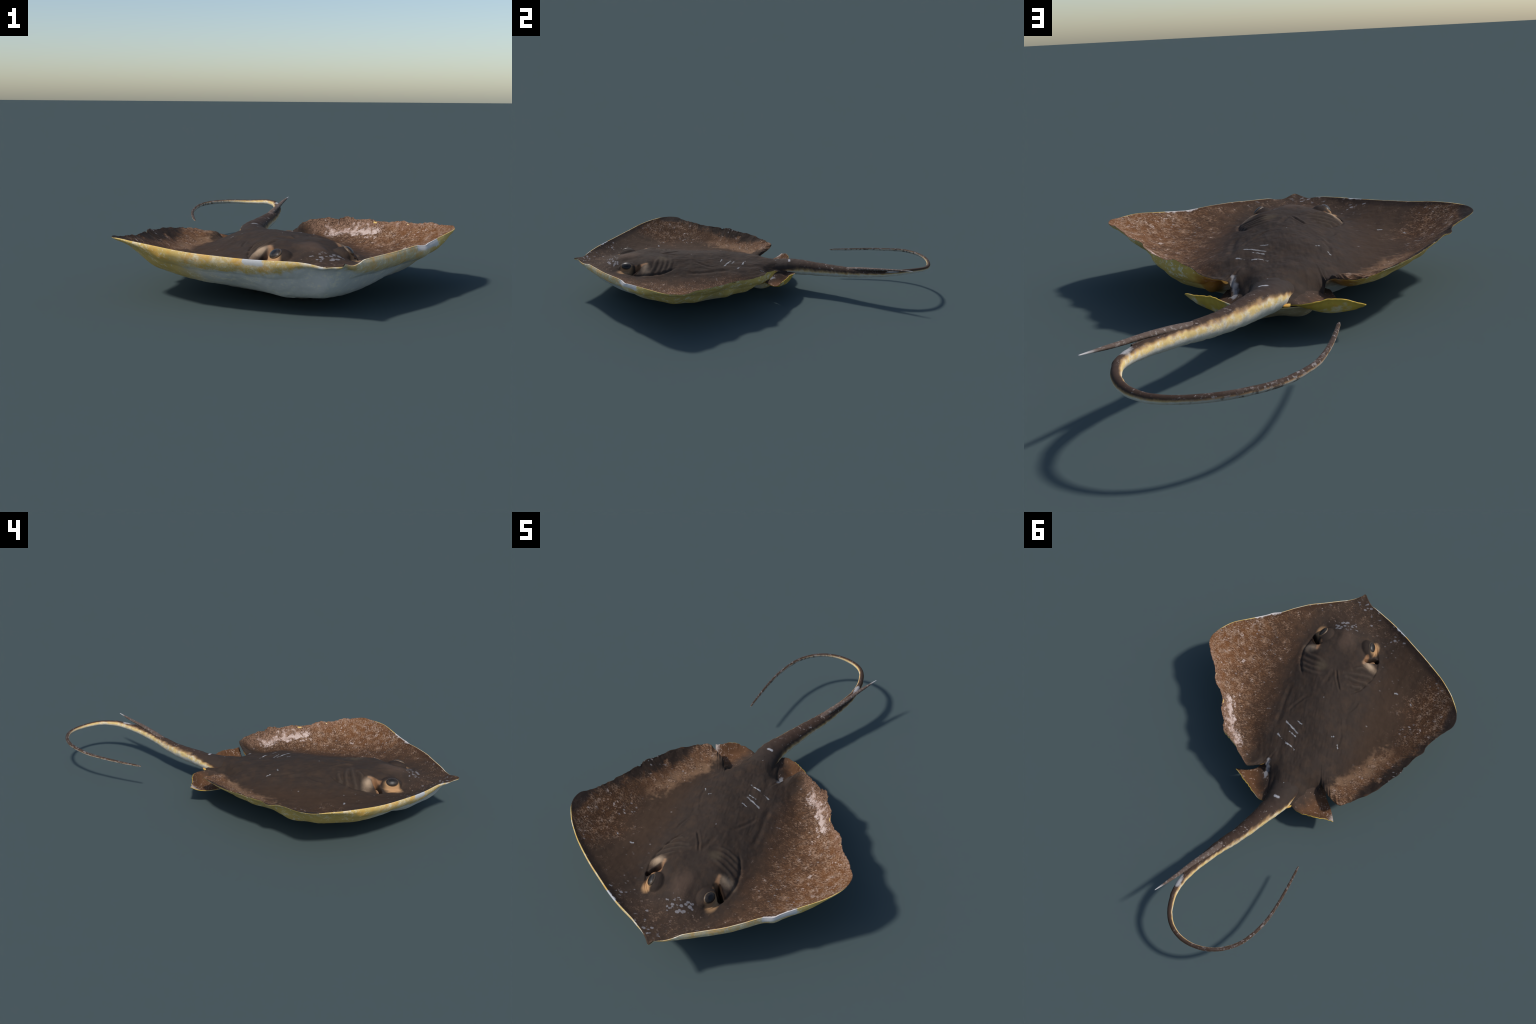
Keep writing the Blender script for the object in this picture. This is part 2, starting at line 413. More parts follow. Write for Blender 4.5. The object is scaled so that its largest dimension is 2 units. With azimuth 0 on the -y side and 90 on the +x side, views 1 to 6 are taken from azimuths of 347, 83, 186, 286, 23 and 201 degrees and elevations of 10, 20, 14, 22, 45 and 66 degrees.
def sweep(path, widths, heights, n_side, section, twist=None):
    """Loft closed cross-sections along a path, keeping the section upright."""
    tan = np.gradient(path, axis=0)
    tan /= np.linalg.norm(tan, axis=1)[:, None]
    side = np.cross(tan, [0, 0, 1.0])
    side /= np.linalg.norm(side, axis=1)[:, None]
    up = np.cross(side, tan)
    if twist is not None:
        c, s = np.cos(twist)[:, None], np.sin(twist)[:, None]
        side, up = side * c - up * s, up * c + side * s
    ang = np.arange(n_side) / n_side * 2 * np.pi
    cx, cy = section(ang)
    v = (path[:, None, :] + side[:, None, :] * (widths[:, None] * cx)[..., None]
         + up[:, None, :] * (heights[:, None] * cy)[..., None])
    n = len(path)
    verts = np.vstack([v.reshape(-1, 3), path[:1], path[-1:]])
    a = np.arange(n_side)
    b = (a + 1) % n_side
    q = np.vstack([np.stack([k * n_side + a, k * n_side + b, (k + 1) * n_side + b, (k + 1) * n_side + a], 1)
                   for k in range(n - 1)])
    c0, c1 = len(verts) - 2, len(verts) - 1
    t = np.vstack([np.stack([np.full(n_side, c0), b, a], 1),
                   np.stack([np.full(n_side, c1), (n - 1) * n_side + a, (n - 1) * n_side + b], 1)])
    return verts, q, t

def build_tail(n=620, n_side=44):
    path = catmull(TAIL_SPINE, n)
    s = np.linspace(0, 1, n)
    g = np.array(TAIL_GIRTH)
    w, h = np.interp(s, g[:, 0], g[:, 1]), np.interp(s, g[:, 0], g[:, 2])
    ker = np.ones(31) / 31
    pad = lambda a: np.convolve(np.pad(a, 15, mode='edge'), ker, mode='valid')
    w, h = pad(w), pad(h)
    w[-6:] *= np.linspace(1, 0.55, 6)
    h[-6:] *= np.linspace(1, 0.55, 6)
    w = w * (1 + 0.03 * value_noise(s * 90, 0 * s, 1, 31))
    def section(a):
        c, sn = np.cos(a), np.sin(a)
        return c, sn
    roll = 0.42 * smooth01(0.08, 0.18, s) * smooth01(0.60, 0.40, s)   # leans to its right
    verts, q, t = sweep(path, w, h, n_side, section, roll)
    k = np.repeat(s, n_side)
    m = len(k)
    bump = 0.0016 * value_noise(verts[:m, 0] + verts[:m, 2], verts[:m, 1], 60, 33)
    cen = np.repeat(path, n_side, axis=0)
    d = verts[:m] - cen
    verts[:m] += d / (np.linalg.norm(d, axis=1)[:, None] + 1e-6) * (bump * np.repeat(np.clip(w / 0.03, 0.1, 1), n_side))[:, None]
    return verts, q, t

BARB_SPINE = [(0.150, 0.500, 0.150), (0.193, 0.576, 0.166), (0.241, 0.659, 0.179), (0.279, 0.734, 0.188),
              (0.305, 0.781, 0.194), (0.338, 0.838, 0.201)]

def build_barb(n=90, n_side=14):
    path = catmull(BARB_SPINE, n)
    s = np.linspace(0, 1, n)
    w = np.interp(s, [0, 0.25, 0.5, 0.8, 1], [0.016, 0.014, 0.0110, 0.0078, 0.0016])
    h = np.interp(s, [0, 0.25, 0.5, 0.8, 1], [0.010, 0.009, 0.0070, 0.0052, 0.0014])
    saw = (s * 26) % 1.0                      # backward-pointing serrations
    w = w * (1 + 0.16 * (saw - 0.5) * smooth01(0.35, 0.5, s))
    return sweep(path, w, h, n_side, lambda a: (np.cos(a), np.sin(a)))

def build_barb_sheath(n=40, n_side=16):
    """Dark web of skin left where the barb lifts off the tail."""
    path = catmull([(0.170, 0.540, 0.148), (0.205, 0.602, 0.160), (0.236, 0.662, 0.168), (0.258, 0.715, 0.176)], n)
    s = np.linspace(0, 1, n)
    w = np.interp(s, [0, 0.5, 1], [0.013, 0.008, 0.002])
    h = np.interp(s, [0, 0.5, 1], [0.012, 0.012, 0.003])
    return sweep(path, w, h, n_side, lambda a: (np.cos(a), np.sin(a)))

# ------------------------------------------------------------------ pelvic fins
# rows run from the notch back to the hind edge, columns from the tail outwards
PELVIC_LEFT = [
    [(-0.030, -0.010, 0.120), (-0.075, 0.000, 0.110), (-0.120, 0.010, 0.098), (-0.160, 0.020, 0.087)],
    [(-0.035, 0.060, 0.126), (-0.085, 0.072, 0.112), (-0.140, 0.080, 0.092), (-0.188, 0.082, 0.072)],
    [(-0.040, 0.120, 0.126), (-0.092, 0.132, 0.109), (-0.160, 0.140, 0.081), (-0.226, 0.127, 0.072)],
    [(-0.042, 0.165, 0.118), (-0.096, 0.182, 0.097), (-0.170, 0.187, 0.077), (-0.252, 0.166, 0.080)],
    [(-0.044, 0.198, 0.098), (-0.105, 0.222, 0.108), (-0.180, 0.218, 0.121), (-0.268, 0.197, 0.097)]]
PELVIC_RIGHT = [
    [(0.030, -0.010, 0.120), (0.070, 0.000, 0.110), (0.110, 0.012, 0.100), (0.150, 0.024, 0.094)],
    [(0.035, 0.060, 0.126), (0.078, 0.070, 0.112), (0.125, 0.078, 0.092), (0.172, 0.070, 0.078)],
    [(0.038, 0.120, 0.126), (0.085, 0.130, 0.108), (0.140, 0.128, 0.081), (0.204, 0.096, 0.078)],
    [(0.040, 0.170, 0.118), (0.090, 0.185, 0.095), (0.150, 0.168, 0.077), (0.236, 0.114, 0.092)],
    [(0.050, 0.222, 0.098), (0.098, 0.228, 0.110), (0.172, 0.187, 0.124), (0.258, 0.130, 0.118)]]

def build_pelvic(net, seed, nu=70, nv=80):
    net = np.array(net, float)
    rows = np.stack([catmull(r, nu) for r in net])            # rows x nu x 3
    mid = np.stack([catmull(rows[:, i], nv) for i in range(nu)], 1)   # nv x nu x 3
    u = np.linspace(0, 1, nu)[None, :]
    v = np.linspace(0, 1, nv)[:, None]
    rag = value_noise(u * 22 + 0 * v, 0 * u + 0 * v, 1, seed)
    mid[..., 1] += 0.004 * rag * smooth01(0.8, 1.0, v) * smooth01(0.1, 0.3, u)
    mid[..., 2] += 0.003 * value_noise(u * 15 + 0 * v, 0 * u + 0 * v, 1, seed + 1) * smooth01(0.75, 1.0, v) * smooth01(0.1, 0.3, u)
    du = np.gradient(mid, axis=1)
    dv = np.gradient(mid, axis=0)
    nrm = np.cross(du, dv)
    nrm /= np.linalg.norm(nrm, axis=2)[..., None] + 1e-9
    nrm *= np.sign(nrm[..., 2].mean())
    edge = np.minimum(smooth01(1.0, 0.90, v), smooth01(1.0, 0.90, u))
    th = 0.0020 + edge * (0.004 + 0.034 * smooth01(0.75, 0.1, u) * smooth01(1.05, 0.3, v))
    top = mid + nrm * 0.0016
    bot = mid - nrm * th[..., None]
    verts = np.vstack([top.reshape(-1, 3), bot.reshape(-1, 3)])
    idx = np.arange(nu * nv).reshape(nv, nu)
    q = np.stack([idx[:-1, :-1], idx[:-1, 1:], idx[1:, 1:], idx[1:, :-1]], -1).reshape(-1, 4)
    flip = net[0][-1][0] < 0
    qt, qb = (q[:, ::-1], q + nu * nv) if flip else (q, q[:, ::-1] + nu * nv)
    ring = np.r_[idx[0, :-1], idx[:-1, -1], idx[-1, :0:-1], idx[:0:-1, 0]]
    nx = np.roll(ring, -1)
    wall = np.stack([ring, ring + nu * nv, nx + nu * nv, nx], 1)
    if flip:
        wall = wall[:, ::-1]
    quads = np.vstack([qt, qb, wall])
    mats = np.r_[np.zeros(len(qt), int), np.ones(len(qb) + len(wall), int)]
    return verts, quads, np.zeros((0, 3), int), mats

# =============================================================== scene assembly
import bpy
from mathutils import Vector, Matrix

def make_mesh(name, verts, quads, tris, mats=None, tri_mats=None, smooth=True):
    me = bpy.data.meshes.new(name)
    nq, nt = len(quads), len(tris)
    loops = np.concatenate([np.asarray(quads).ravel(), np.asarray(tris).ravel()]).astype(np.int32)
    me.vertices.add(len(verts))
    me.vertices.foreach_set("co", np.asarray(verts, np.float32).ravel())
    me.loops.add(len(loops))
    me.loops.foreach_set("vertex_index", loops)
    me.polygons.add(nq + nt)
    starts = np.r_[np.arange(nq) * 4, nq * 4 + np.arange(nt) * 3].astype(np.int32)
    me.polygons.foreach_set("loop_start", starts)
    if mats is not None:
        mi = np.r_[mats, tri_mats if tri_mats is not None else np.zeros(nt, int)].astype(np.int32)
        me.polygons.foreach_set("material_index", mi)
    me.polygons.foreach_set("use_smooth", np.full(nq + nt, smooth))
    me.update(calc_edges=True)
    return me

def vertex_normals(verts, quads, tris):
    n = np.zeros_like(verts)
    d = np.cross(verts[quads[:, 2]] - verts[quads[:, 0]], verts[quads[:, 3]] - verts[quads[:, 1]])
    for k in range(4):
        for j in range(3):
            n[:, j] += np.bincount(quads[:, k], d[:, j], len(verts))
    if len(tris):
        d = np.cross(verts[tris[:, 1]] - verts[tris[:, 0]], verts[tris[:, 2]] - verts[tris[:, 0]])
        for k in range(3):
            for j in range(3):
                n[:, j] += np.bincount(tris[:, k], d[:, j], len(verts))
    return n / (np.linalg.norm(n, axis=1)[:, None] + 1e-12)

def add_object(name, me, parent, materials):
    ob = bpy.data.objects.new(name, me)
    bpy.context.scene.collection.objects.link(ob)
    for m in materials:
        me.materials.append(m)
    ob.parent = parent
    return ob

# ------------------------------------------------------------------- materials
class S:
    """Thin wrapper so that node maths can be written as expressions."""
    nt = None
    def __init__(self, sock):
        self.s = sock
    @staticmethod
    def lift(v):
        return v
    @staticmethod
    def math(op, *args, clamp=False):
        n = S.nt.nodes.new("ShaderNodeMath")
        n.operation = op
        n.use_clamp = clamp
        for i, a in enumerate(args):
            if isinstance(a, S):
                S.nt.links.new(a.s, n.inputs[i])
            else:
                n.inputs[i].default_value = a
        return S(n.outputs[0])
    def __add__(self, o): return S.math("ADD", self, o)
    __radd__ = __add__
    def __sub__(self, o): return S.math("SUBTRACT", self, o)
    def __rsub__(self, o): return S.math("SUBTRACT", o, self)
    def __mul__(self, o): return S.math("MULTIPLY", self, o)
    __rmul__ = __mul__
    def __truediv__(self, o): return S.math("DIVIDE", self, o)
    def __neg__(self): return S.math("MULTIPLY", self, -1.0)

def fmin(a, b): return S.math("MINIMUM", a, b)
def fmax(a, b): return S.math("MAXIMUM", a, b)
def fabs(a): return S.math("ABSOLUTE", a)
def fsmin(a, b, k): return S.math("SMOOTH_MIN", a, b, k)
def step(v, lo, hi):
    n = S.nt.nodes.new("ShaderNodeMapRange")
    n.interpolation_type = "SMOOTHSTEP"
    S.nt.links.new(v.s, n.inputs["Value"])
    flip = lo > hi
    n.inputs["From Min"].default_value = min(lo, hi)
    n.inputs["From Max"].default_value = max(lo, hi)
    n.inputs["To Min"].default_value = 1.0 if flip else 0.0
    n.inputs["To Max"].default_value = 0.0 if flip else 1.0
    return S(n.outputs[0])

class Paint:
    def __init__(self, name):
        self.mat = bpy.data.materials.new(name)
        self.mat.use_nodes = True
        self.nt = self.mat.node_tree
        S.nt = self.nt
        self.bsdf = self.nt.nodes["Principled BSDF"]
        tc = self.nt.nodes.new("ShaderNodeTexCoord")
        self.p = tc.outputs["Object"]
        self.normal = tc.outputs["Normal"]
        sep = self.nt.nodes.new("ShaderNodeSeparateXYZ")
        self.nt.links.new(self.p, sep.inputs[0])
        self.x, self.y, self.z = (S(o) for o in sep.outputs)
        self.col = None
        self.bumps = []
    def noise(self, scale, detail=3.0, rough=0.55, stretch=None, rot=0.0, distort=0.0, offset=0.0):
        n = self.nt.nodes.new("ShaderNodeTexNoise")
        n.inputs["Scale"].default_value = scale
        n.inputs["Detail"].default_value = detail
        n.inputs["Roughness"].default_value = rough
        n.inputs["Distortion"].default_value = distort
        src = self.p
        if stretch is not None or rot or offset:
            m = self.nt.nodes.new("ShaderNodeMapping")
            m.inputs["Scale"].default_value = stretch or (1, 1, 1)
            m.inputs["Rotation"].default_value = (0, 0, rot)
            m.inputs["Location"].default_value = (offset, offset * 0.7, offset * 1.3)
            self.nt.links.new(src, m.inputs[0])
            src = m.outputs[0]
        self.nt.links.new(src, n.inputs["Vector"])
        return S(n.outputs[0])
    def cells(self, scale, stretch=None, rot=0.0, feature="F1", rnd=1.0):
        n = self.nt.nodes.new("ShaderNodeTexVoronoi")
        n.feature = feature
        n.inputs["Scale"].default_value = scale
        n.inputs["Randomness"].default_value = rnd
        src = self.p
        if stretch is not None or rot:
            m = self.nt.nodes.new("ShaderNodeMapping")
            m.inputs["Scale"].default_value = stretch or (1, 1, 1)
            m.inputs["Rotation"].default_value = (0, 0, rot)
            self.nt.links.new(src, m.inputs[0])
            src = m.outputs[0]
        self.nt.links.new(src, n.inputs["Vector"])
        return S(n.outputs["Distance"])
    def line(self, a, b):
        """Signed distance in plan from the line a->b, positive on its left."""
        dx, dy = b[0] - a[0], b[1] - a[1]
        l = math.hypot(dx, dy)
        nx, ny = -dy / l, dx / l
        return self.x * nx + self.y * ny - (a[0] * nx + a[1] * ny)
    def seg(self, a, b):
        """Distance in plan from a segment."""
        dx, dy = b[0] - a[0], b[1] - a[1]
        l2 = dx * dx + dy * dy
        px, py = self.x - a[0], self.y - a[1]
        t = S.math("MULTIPLY", px * dx + py * dy, 1.0 / l2, clamp=True)
        qx, qy = px - t * dx, py - t * dy
        return S.math("SQRT", qx * qx + qy * qy)
    def path(self, pts):
        d = None
        for a, b in zip(pts[:-1], pts[1:]):
            e = self.seg(a, b)
            d = e if d is None else fmin(d, e)
        return d
    def spot(self, c, rx, ry=None):
        """Elliptical distance, 1 on the ellipse."""
        ry = ry or rx
        u, v = (self.x - c[0]) / rx, (self.y - c[1]) / ry
        return S.math("SQRT", u * u + v * v)
    def base(self, rgb):
        n = self.nt.nodes.new("ShaderNodeRGB")
        n.outputs[0].default_value = (*rgb, 1)
        self.col = n.outputs[0]
    def over(self, rgb, mask):
        n = self.nt.nodes.new("ShaderNodeMix")
        n.data_type = "RGBA"
        n.clamp_factor = True
        self.nt.links.new(mask.s, n.inputs["Factor"])
        self.nt.links.new(self.col, n.inputs["A"])
        n.inputs["B"].default_value = (*rgb, 1)
        self.col = n.outputs["Result"]
    def shade(self, factor):
        """Multiply the colour by a pigment variation."""
        n = self.nt.nodes.new("ShaderNodeVectorMath")
        n.operation = "SCALE"
        self.nt.links.new(self.col, n.inputs[0])
        self.nt.links.new(factor.s, n.inputs["Scale"])
        self.col = n.outputs[0]
    def bump(self, height, strength, distance):
        self.bumps.append((height, strength, distance))
    def finish(self, rough=0.6, spec=0.3):
        self.nt.links.new(self.col, self.bsdf.inputs["Base Color"])
        self.bsdf.inputs["Roughness"].default_value = rough
        self.bsdf.inputs["Specular IOR Level"].default_value = spec
        prev = None
        for h, s, d in self.bumps:
            b = self.nt.nodes.new("ShaderNodeBump")
            b.inputs["Strength"].default_value = s
            b.inputs["Distance"].default_value = d
            self.nt.links.new(h.s, b.inputs["Height"])
            if prev is not None:
                self.nt.links.new(prev, b.inputs["Normal"])
            prev = b.outputs[0]
        if prev is not None:
            self.nt.links.new(prev, self.bsdf.inputs["Normal"])
        return self.mat
    # distances from the four straight runs of the disc margin, positive inside
    def margins(self):
        fl = self.line((-0.115, -0.914), (-0.575, -0.595)) * -1.0
        fr = self.line((0.125, -0.908), (0.570, -0.575))
        rl = self.line((-0.650, -0.420), (-0.300, 0.150)) * -1.0
        rr = self.line((0.650, -0.400), (0.240, 0.120))
        return fl, fr, rl, rr

# scars and scuffs shared by the upper and lower skin
SCAR_RIGHT = [(0.385, -0.722), (0.425, -0.700), (0.475, -0.650)]
SCAR_LEFT = [(-0.252, -0.845), (-0.218, -0.863)]

def dorsal_skin():
    P = Paint("dorsal_skin")
    x, y = P.x, P.y
    fl, fr, rl, rr = P.margins()
    big = P.noise(7, 4)
    mid = P.noise(26, 4, 0.6)
    fine = P.noise(90, 4, 0.65)
    grain = P.noise(210, 3, 0.65)
    flock = P.noise(34, 3, 0.6, offset=3.1)
    hind_l = step(rl + (mid - 0.5) * 0.06, 0.165, 0.10) * step(x, -0.17, -0.24) * step(y, -0.32, -0.16)
    # slate-brown back, warmer towards the wings
    P.base((0.040, 0.0285, 0.0220))
    P.over((0.054, 0.035, 0.024), step(mid, 0.42, 0.66) * 0.7)
    P.over((0.054, 0.033, 0.021), step(fabs(x) + (mid - 0.5) * 0.1, 0.15, 0.30))
    P.over((0.078, 0.041, 0.023), step(x + (big - 0.5) * 0.20 + (mid - 0.5) * 0.14, 0.16, 0.34) * 0.9)
    P.over((0.150, 0.062, 0.023), step(x + (big - 0.5) * 0.30 + (mid - 0.5) * 0.14, 0.30, 0.58) * 0.95)
    P.over((0.078, 0.037, 0.018), step(-x + (big - 0.5) * 0.24, 0.36, 0.52) * 0.9)
    # forehead lightened to paint the highlight on the crown; snout tone
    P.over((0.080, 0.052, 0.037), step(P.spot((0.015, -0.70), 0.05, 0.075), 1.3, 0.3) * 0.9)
    P.over((0.054, 0.034, 0.023), step(y + (mid - 0.5) * 0.1, -0.76, -0.84) * 0.8)
    P.over((0.085, 0.064, 0.040), step(P.spot((0.072, -0.510), 0.035, 0.03), 1.2, 0.3) * 0.6)
    P.shade(0.70 + 0.60 * P.noise(40, 5, 0.7, stretch=(1.0, 0.5, 1.0)))
    # gill fold crests tinted paler, baking in the light along each ridge
    for g in GILL_FOLDS:
        P.over((0.085, 0.062, 0.045), step(P.path(g) + (mid - 0.5) * 0.008, 0.013, 0.001) * 0.32)
    # tan blotches inside the left hind margin
    P.over((0.130, 0.063, 0.031), hind_l * 0.85)
    band = P.path([(-0.360, -0.235), (-0.352, -0.150), (-0.325, -0.075), (-0.265, -0.035), (-0.215, 0.045)])
    P.over((0.215, 0.127, 0.073), step(band + (mid - 0.5) * 0.08 + (big - 0.5) * 0.10, 0.050, 0.004)
           * step(P.noise(13, 3, 0.6, offset=9.0), 0.40, 0.52) * 0.85)
    # speckle: pale flecks in clusters, densest towards the wing margins
    dens_r = step(x + (big - 0.5) * 0.14 + y * 0.04, 0.10, 0.56)
    dens_l = fmax(step(-x + (big - 0.5) * 0.30, 0.28, 0.60) * 0.70, hind_l * 0.55)
    dens = fmax(fmax(dens_r, dens_l), step(y, -0.62, -0.92) * 0.22)
    fleck = P.noise(210, 4, 0.72, stretch=(0.45, 1.0, 0.9), rot=-0.25, distort=0.4)
    fleck_l = P.noise(190, 4, 0.72, stretch=(0.55, 1.0, 0.9), rot=0.6, distort=0.4)
    fk = S.math("MULTIPLY_ADD", step(x, -0.05, 0.05), fleck - fleck_l, fleck_l)
    P.over((0.185, 0.090, 0.038), step(fk + (grain - 0.5) * 0.4 + (mid - 0.5) * 0.4, 0.46, 0.66) * step(dens, 0.05, 0.6) * 0.60)
    P.over((0.048, 0.027, 0.017), step(fk + (grain - 0.5) * 0.5 - (flock - 0.5) * 0.5, 0.50, 0.34) * step(dens, 0.05, 0.4) * 0.60)
    sp = step(fk + (flock - 0.5) * 0.55 + (mid - 0.5) * 0.35 + dens * 0.16, 0.58, 0.80)
    P.over((0.320, 0.205, 0.135), sp * step(dens, 0.0, 0.35) * 0.66)
    sp2 = step(fk + (P.noise(52, 3, 0.6, offset=7.7) - 0.5) * 1.0 + (flock - 0.5) * 0.5 + dens * 0.15, 0.75, 0.92)
    P.over((0.480, 0.375, 0.320), sp2 * step(dens, 0.02, 0.25) * 0.80)
    # big bleached patch on the right hind wing
    pale = P.path([(0.428, -0.185), (0.395, -0.120), (0.362, -0.055), (0.300, 0.012)])
    rough_edge = (P.noise(60, 5, 0.75) - 0.5) * 0.13 + (flock - 0.5) * 0.10 + (grain - 0.5) * 0.03
    P.over((0.560, 0.440, 0.385), step(pale + rough_edge, 0.022, -0.004) * 0.92)
    P.over((0.260, 0.155, 0.105), step(rr + (mid - 0.5) * 0.05, 0.045, 0.008) * step(x, 0.15, 0.25) * step(fleck, 0.38, 0.60) * 0.7)
    # dark frayed band inside the left margins
    streak = P.noise(40, 4, 0.65, stretch=(0.5, 1.7, 0.6), rot=0.55)
    P.over((0.030, 0.021, 0.016), step(rl + (streak - 0.5) * 0.10, 0.064, 0.020) * step(x, -0.28, -0.34) * step(P.noise(17, 2), 0.30, 0.46) * 0.92)
    P.over((0.024, 0.017, 0.014), step(P.spot((-0.632, -0.470), 0.052, 0.12) + (mid - 0.5) * 0.5, 1.1, 0.6) * 0.9)
    P.over((0.026, 0.017, 0.013), step(fl + (mid - 0.5) * 0.02, 0.024, 0.004) * step(x, 0.0, -0.1) * 0.75)
    P.over((0.060, 0.028, 0.014), step(fr + (mid - 0.5) * 0.02, 0.020, 0.003) * step(x, 0.05, 0.12) * 0.6)
    # grey flakes of dried slime over the snout and scattered beyond
    flakes = P.cells(46, stretch=(1.0, 1.45, 1.0), rot=0.4)
    where = P.noise(15, 3, 0.6, offset=1.7)
    front = fmax(step(P.spot((0.035, -0.785), 0.060, 0.032), 1.5, 0.5) * 1.0,
                 fmax(step(P.spot((-0.03, -0.915), 0.15, 0.075), 1.3, 0.3) * 0.80, step(y, -0.60, -0.86) * 0.40))
    fm = step(flakes + (mid - 0.5) * 0.45 + (grain - 0.5) * 0.3, 0.44, 0.34) * step(where + front * 0.36, 0.70, 0.76) * step(front, 0.05, 0.2)
    P.over((0.270, 0.255, 0.260), fm * 0.62)
    scatter = step(P.cells(34, stretch=(1.0, 1.5, 1.0), rot=1.1) + (grain - 0.5) * 0.3, 0.24, 0.12) * step(P.noise(8, 3, 0.6, offset=5.0), 0.53, 0.62)
    P.over((0.330, 0.295, 0.280), scatter * step(fabs(x), 0.18, 0.26) * 0.5)
    # scratches across the back
    jit = (P.noise(70, 4, 0.7) - 0.5) * 0.022
    for a, b, w in [((0.122, -0.172), (0.080, -0.148), 0.0050), ((0.075, -0.146), (0.048, -0.132), 0.0060),
                    ((0.136, -0.098), (0.118, -0.088), 0.0055), ((0.110, -0.082), (0.028, -0.048), 0.0016),
                    ((0.082, -0.066), (0.050, -0.058), 0.0040), ((0.086, -0.128), (0.048, -0.112), 0.0040),
                    ((0.070, -0.190), (0.046, -0.180), 0.0025), ((-0.112, -0.176), (-0.120, -0.179), 0.0060),
                    ((-0.314, -0.536), (-0.326, -0.538), 0.0055), ((-0.003, -0.345), (-0.003, -0.350), 0.0035),
                    ((0.000, 0.130), (0.012, 0.128), 0.0045), ((-0.150, -0.150), (-0.158, -0.138), 0.0035),
                    ((-0.402, -0.512), (-0.410, -0.505), 0.0070)]:
        P.over((0.400, 0.400, 0.410), step(P.seg(a, b) + jit, w * 0.85, 0.0) * 0.62)
    P.over((0.330, 0.320, 0.320), step(P.path([(0.130, 0.035), (0.118, 0.085)]) + (mid - 0.5) * 0.04, 0.013, 0.003) * 0.65)
    # dark brows, buff skin around the eyes, the cushion behind each spiracle
    for sx, ex, ey in ((-1, -0.101, -0.704), (1, 0.114, -0.697)):
        P.over((0.034, 0.024, 0.019), step(P.spot((ex + sx * 0.004, ey + 0.006), 0.030, 0.048) + (mid - 0.5) * 0.4, 1.1, 0.5) * 0.8)
        out = x * sx - ex * sx
        ring = step(P.spot((ex + sx * 0.034, ey - 0.016), 0.026, 0.044) + (mid - 0.5) * 0.35, 1.20, 0.55) * step(out - (y - ey) * 0.30, 0.006, 0.026)
        P.over((0.480, 0.280, 0.135), ring * (0.92 if sx < 0 else 0.65))
        bridge = step(P.seg((ex + sx * 0.018, ey + 0.046), (ex + sx * 0.016, ey + 0.098)) + (mid - 0.5) * 0.014, 0.013, 0.003)
        P.over((0.360, 0.185, 0.090), bridge * 0.65)
        cush = step(P.spot((ex + sx * 0.048, ey + 0.096), 0.038, 0.024) + (mid - 0.5) * 0.7 + (fine - 0.5) * 0.3, 1.40, 0.05)
        P.over((0.390, 0.280, 0.185), cush * (0.95 if sx < 0 else 0.65))
        P.over((0.030, 0.017, 0.010), step(P.path([(ex + sx * 0.030, ey + 0.064), (ex + sx * 0.062, ey + 0.036)]), 0.011, 0.006))
    # bare white scar tissue on the leading edges
    P.over((0.600, 0.530, 0.490), step(P.path(SCAR_RIGHT) + jit * 1.4, 0.014, 0.006))
    P.over((0.360, 0.360, 0.370), step(P.path(SCAR_LEFT) + jit * 1.2, 0.013, 0.008))
    P.bump(fine, 0.22, 0.004)
    P.bump(P.noise(60, 4, 0.6, stretch=(2.2, 0.6, 1.0), rot=0.25), 0.18, 0.006)
    return P.finish(0.8, 0.10)

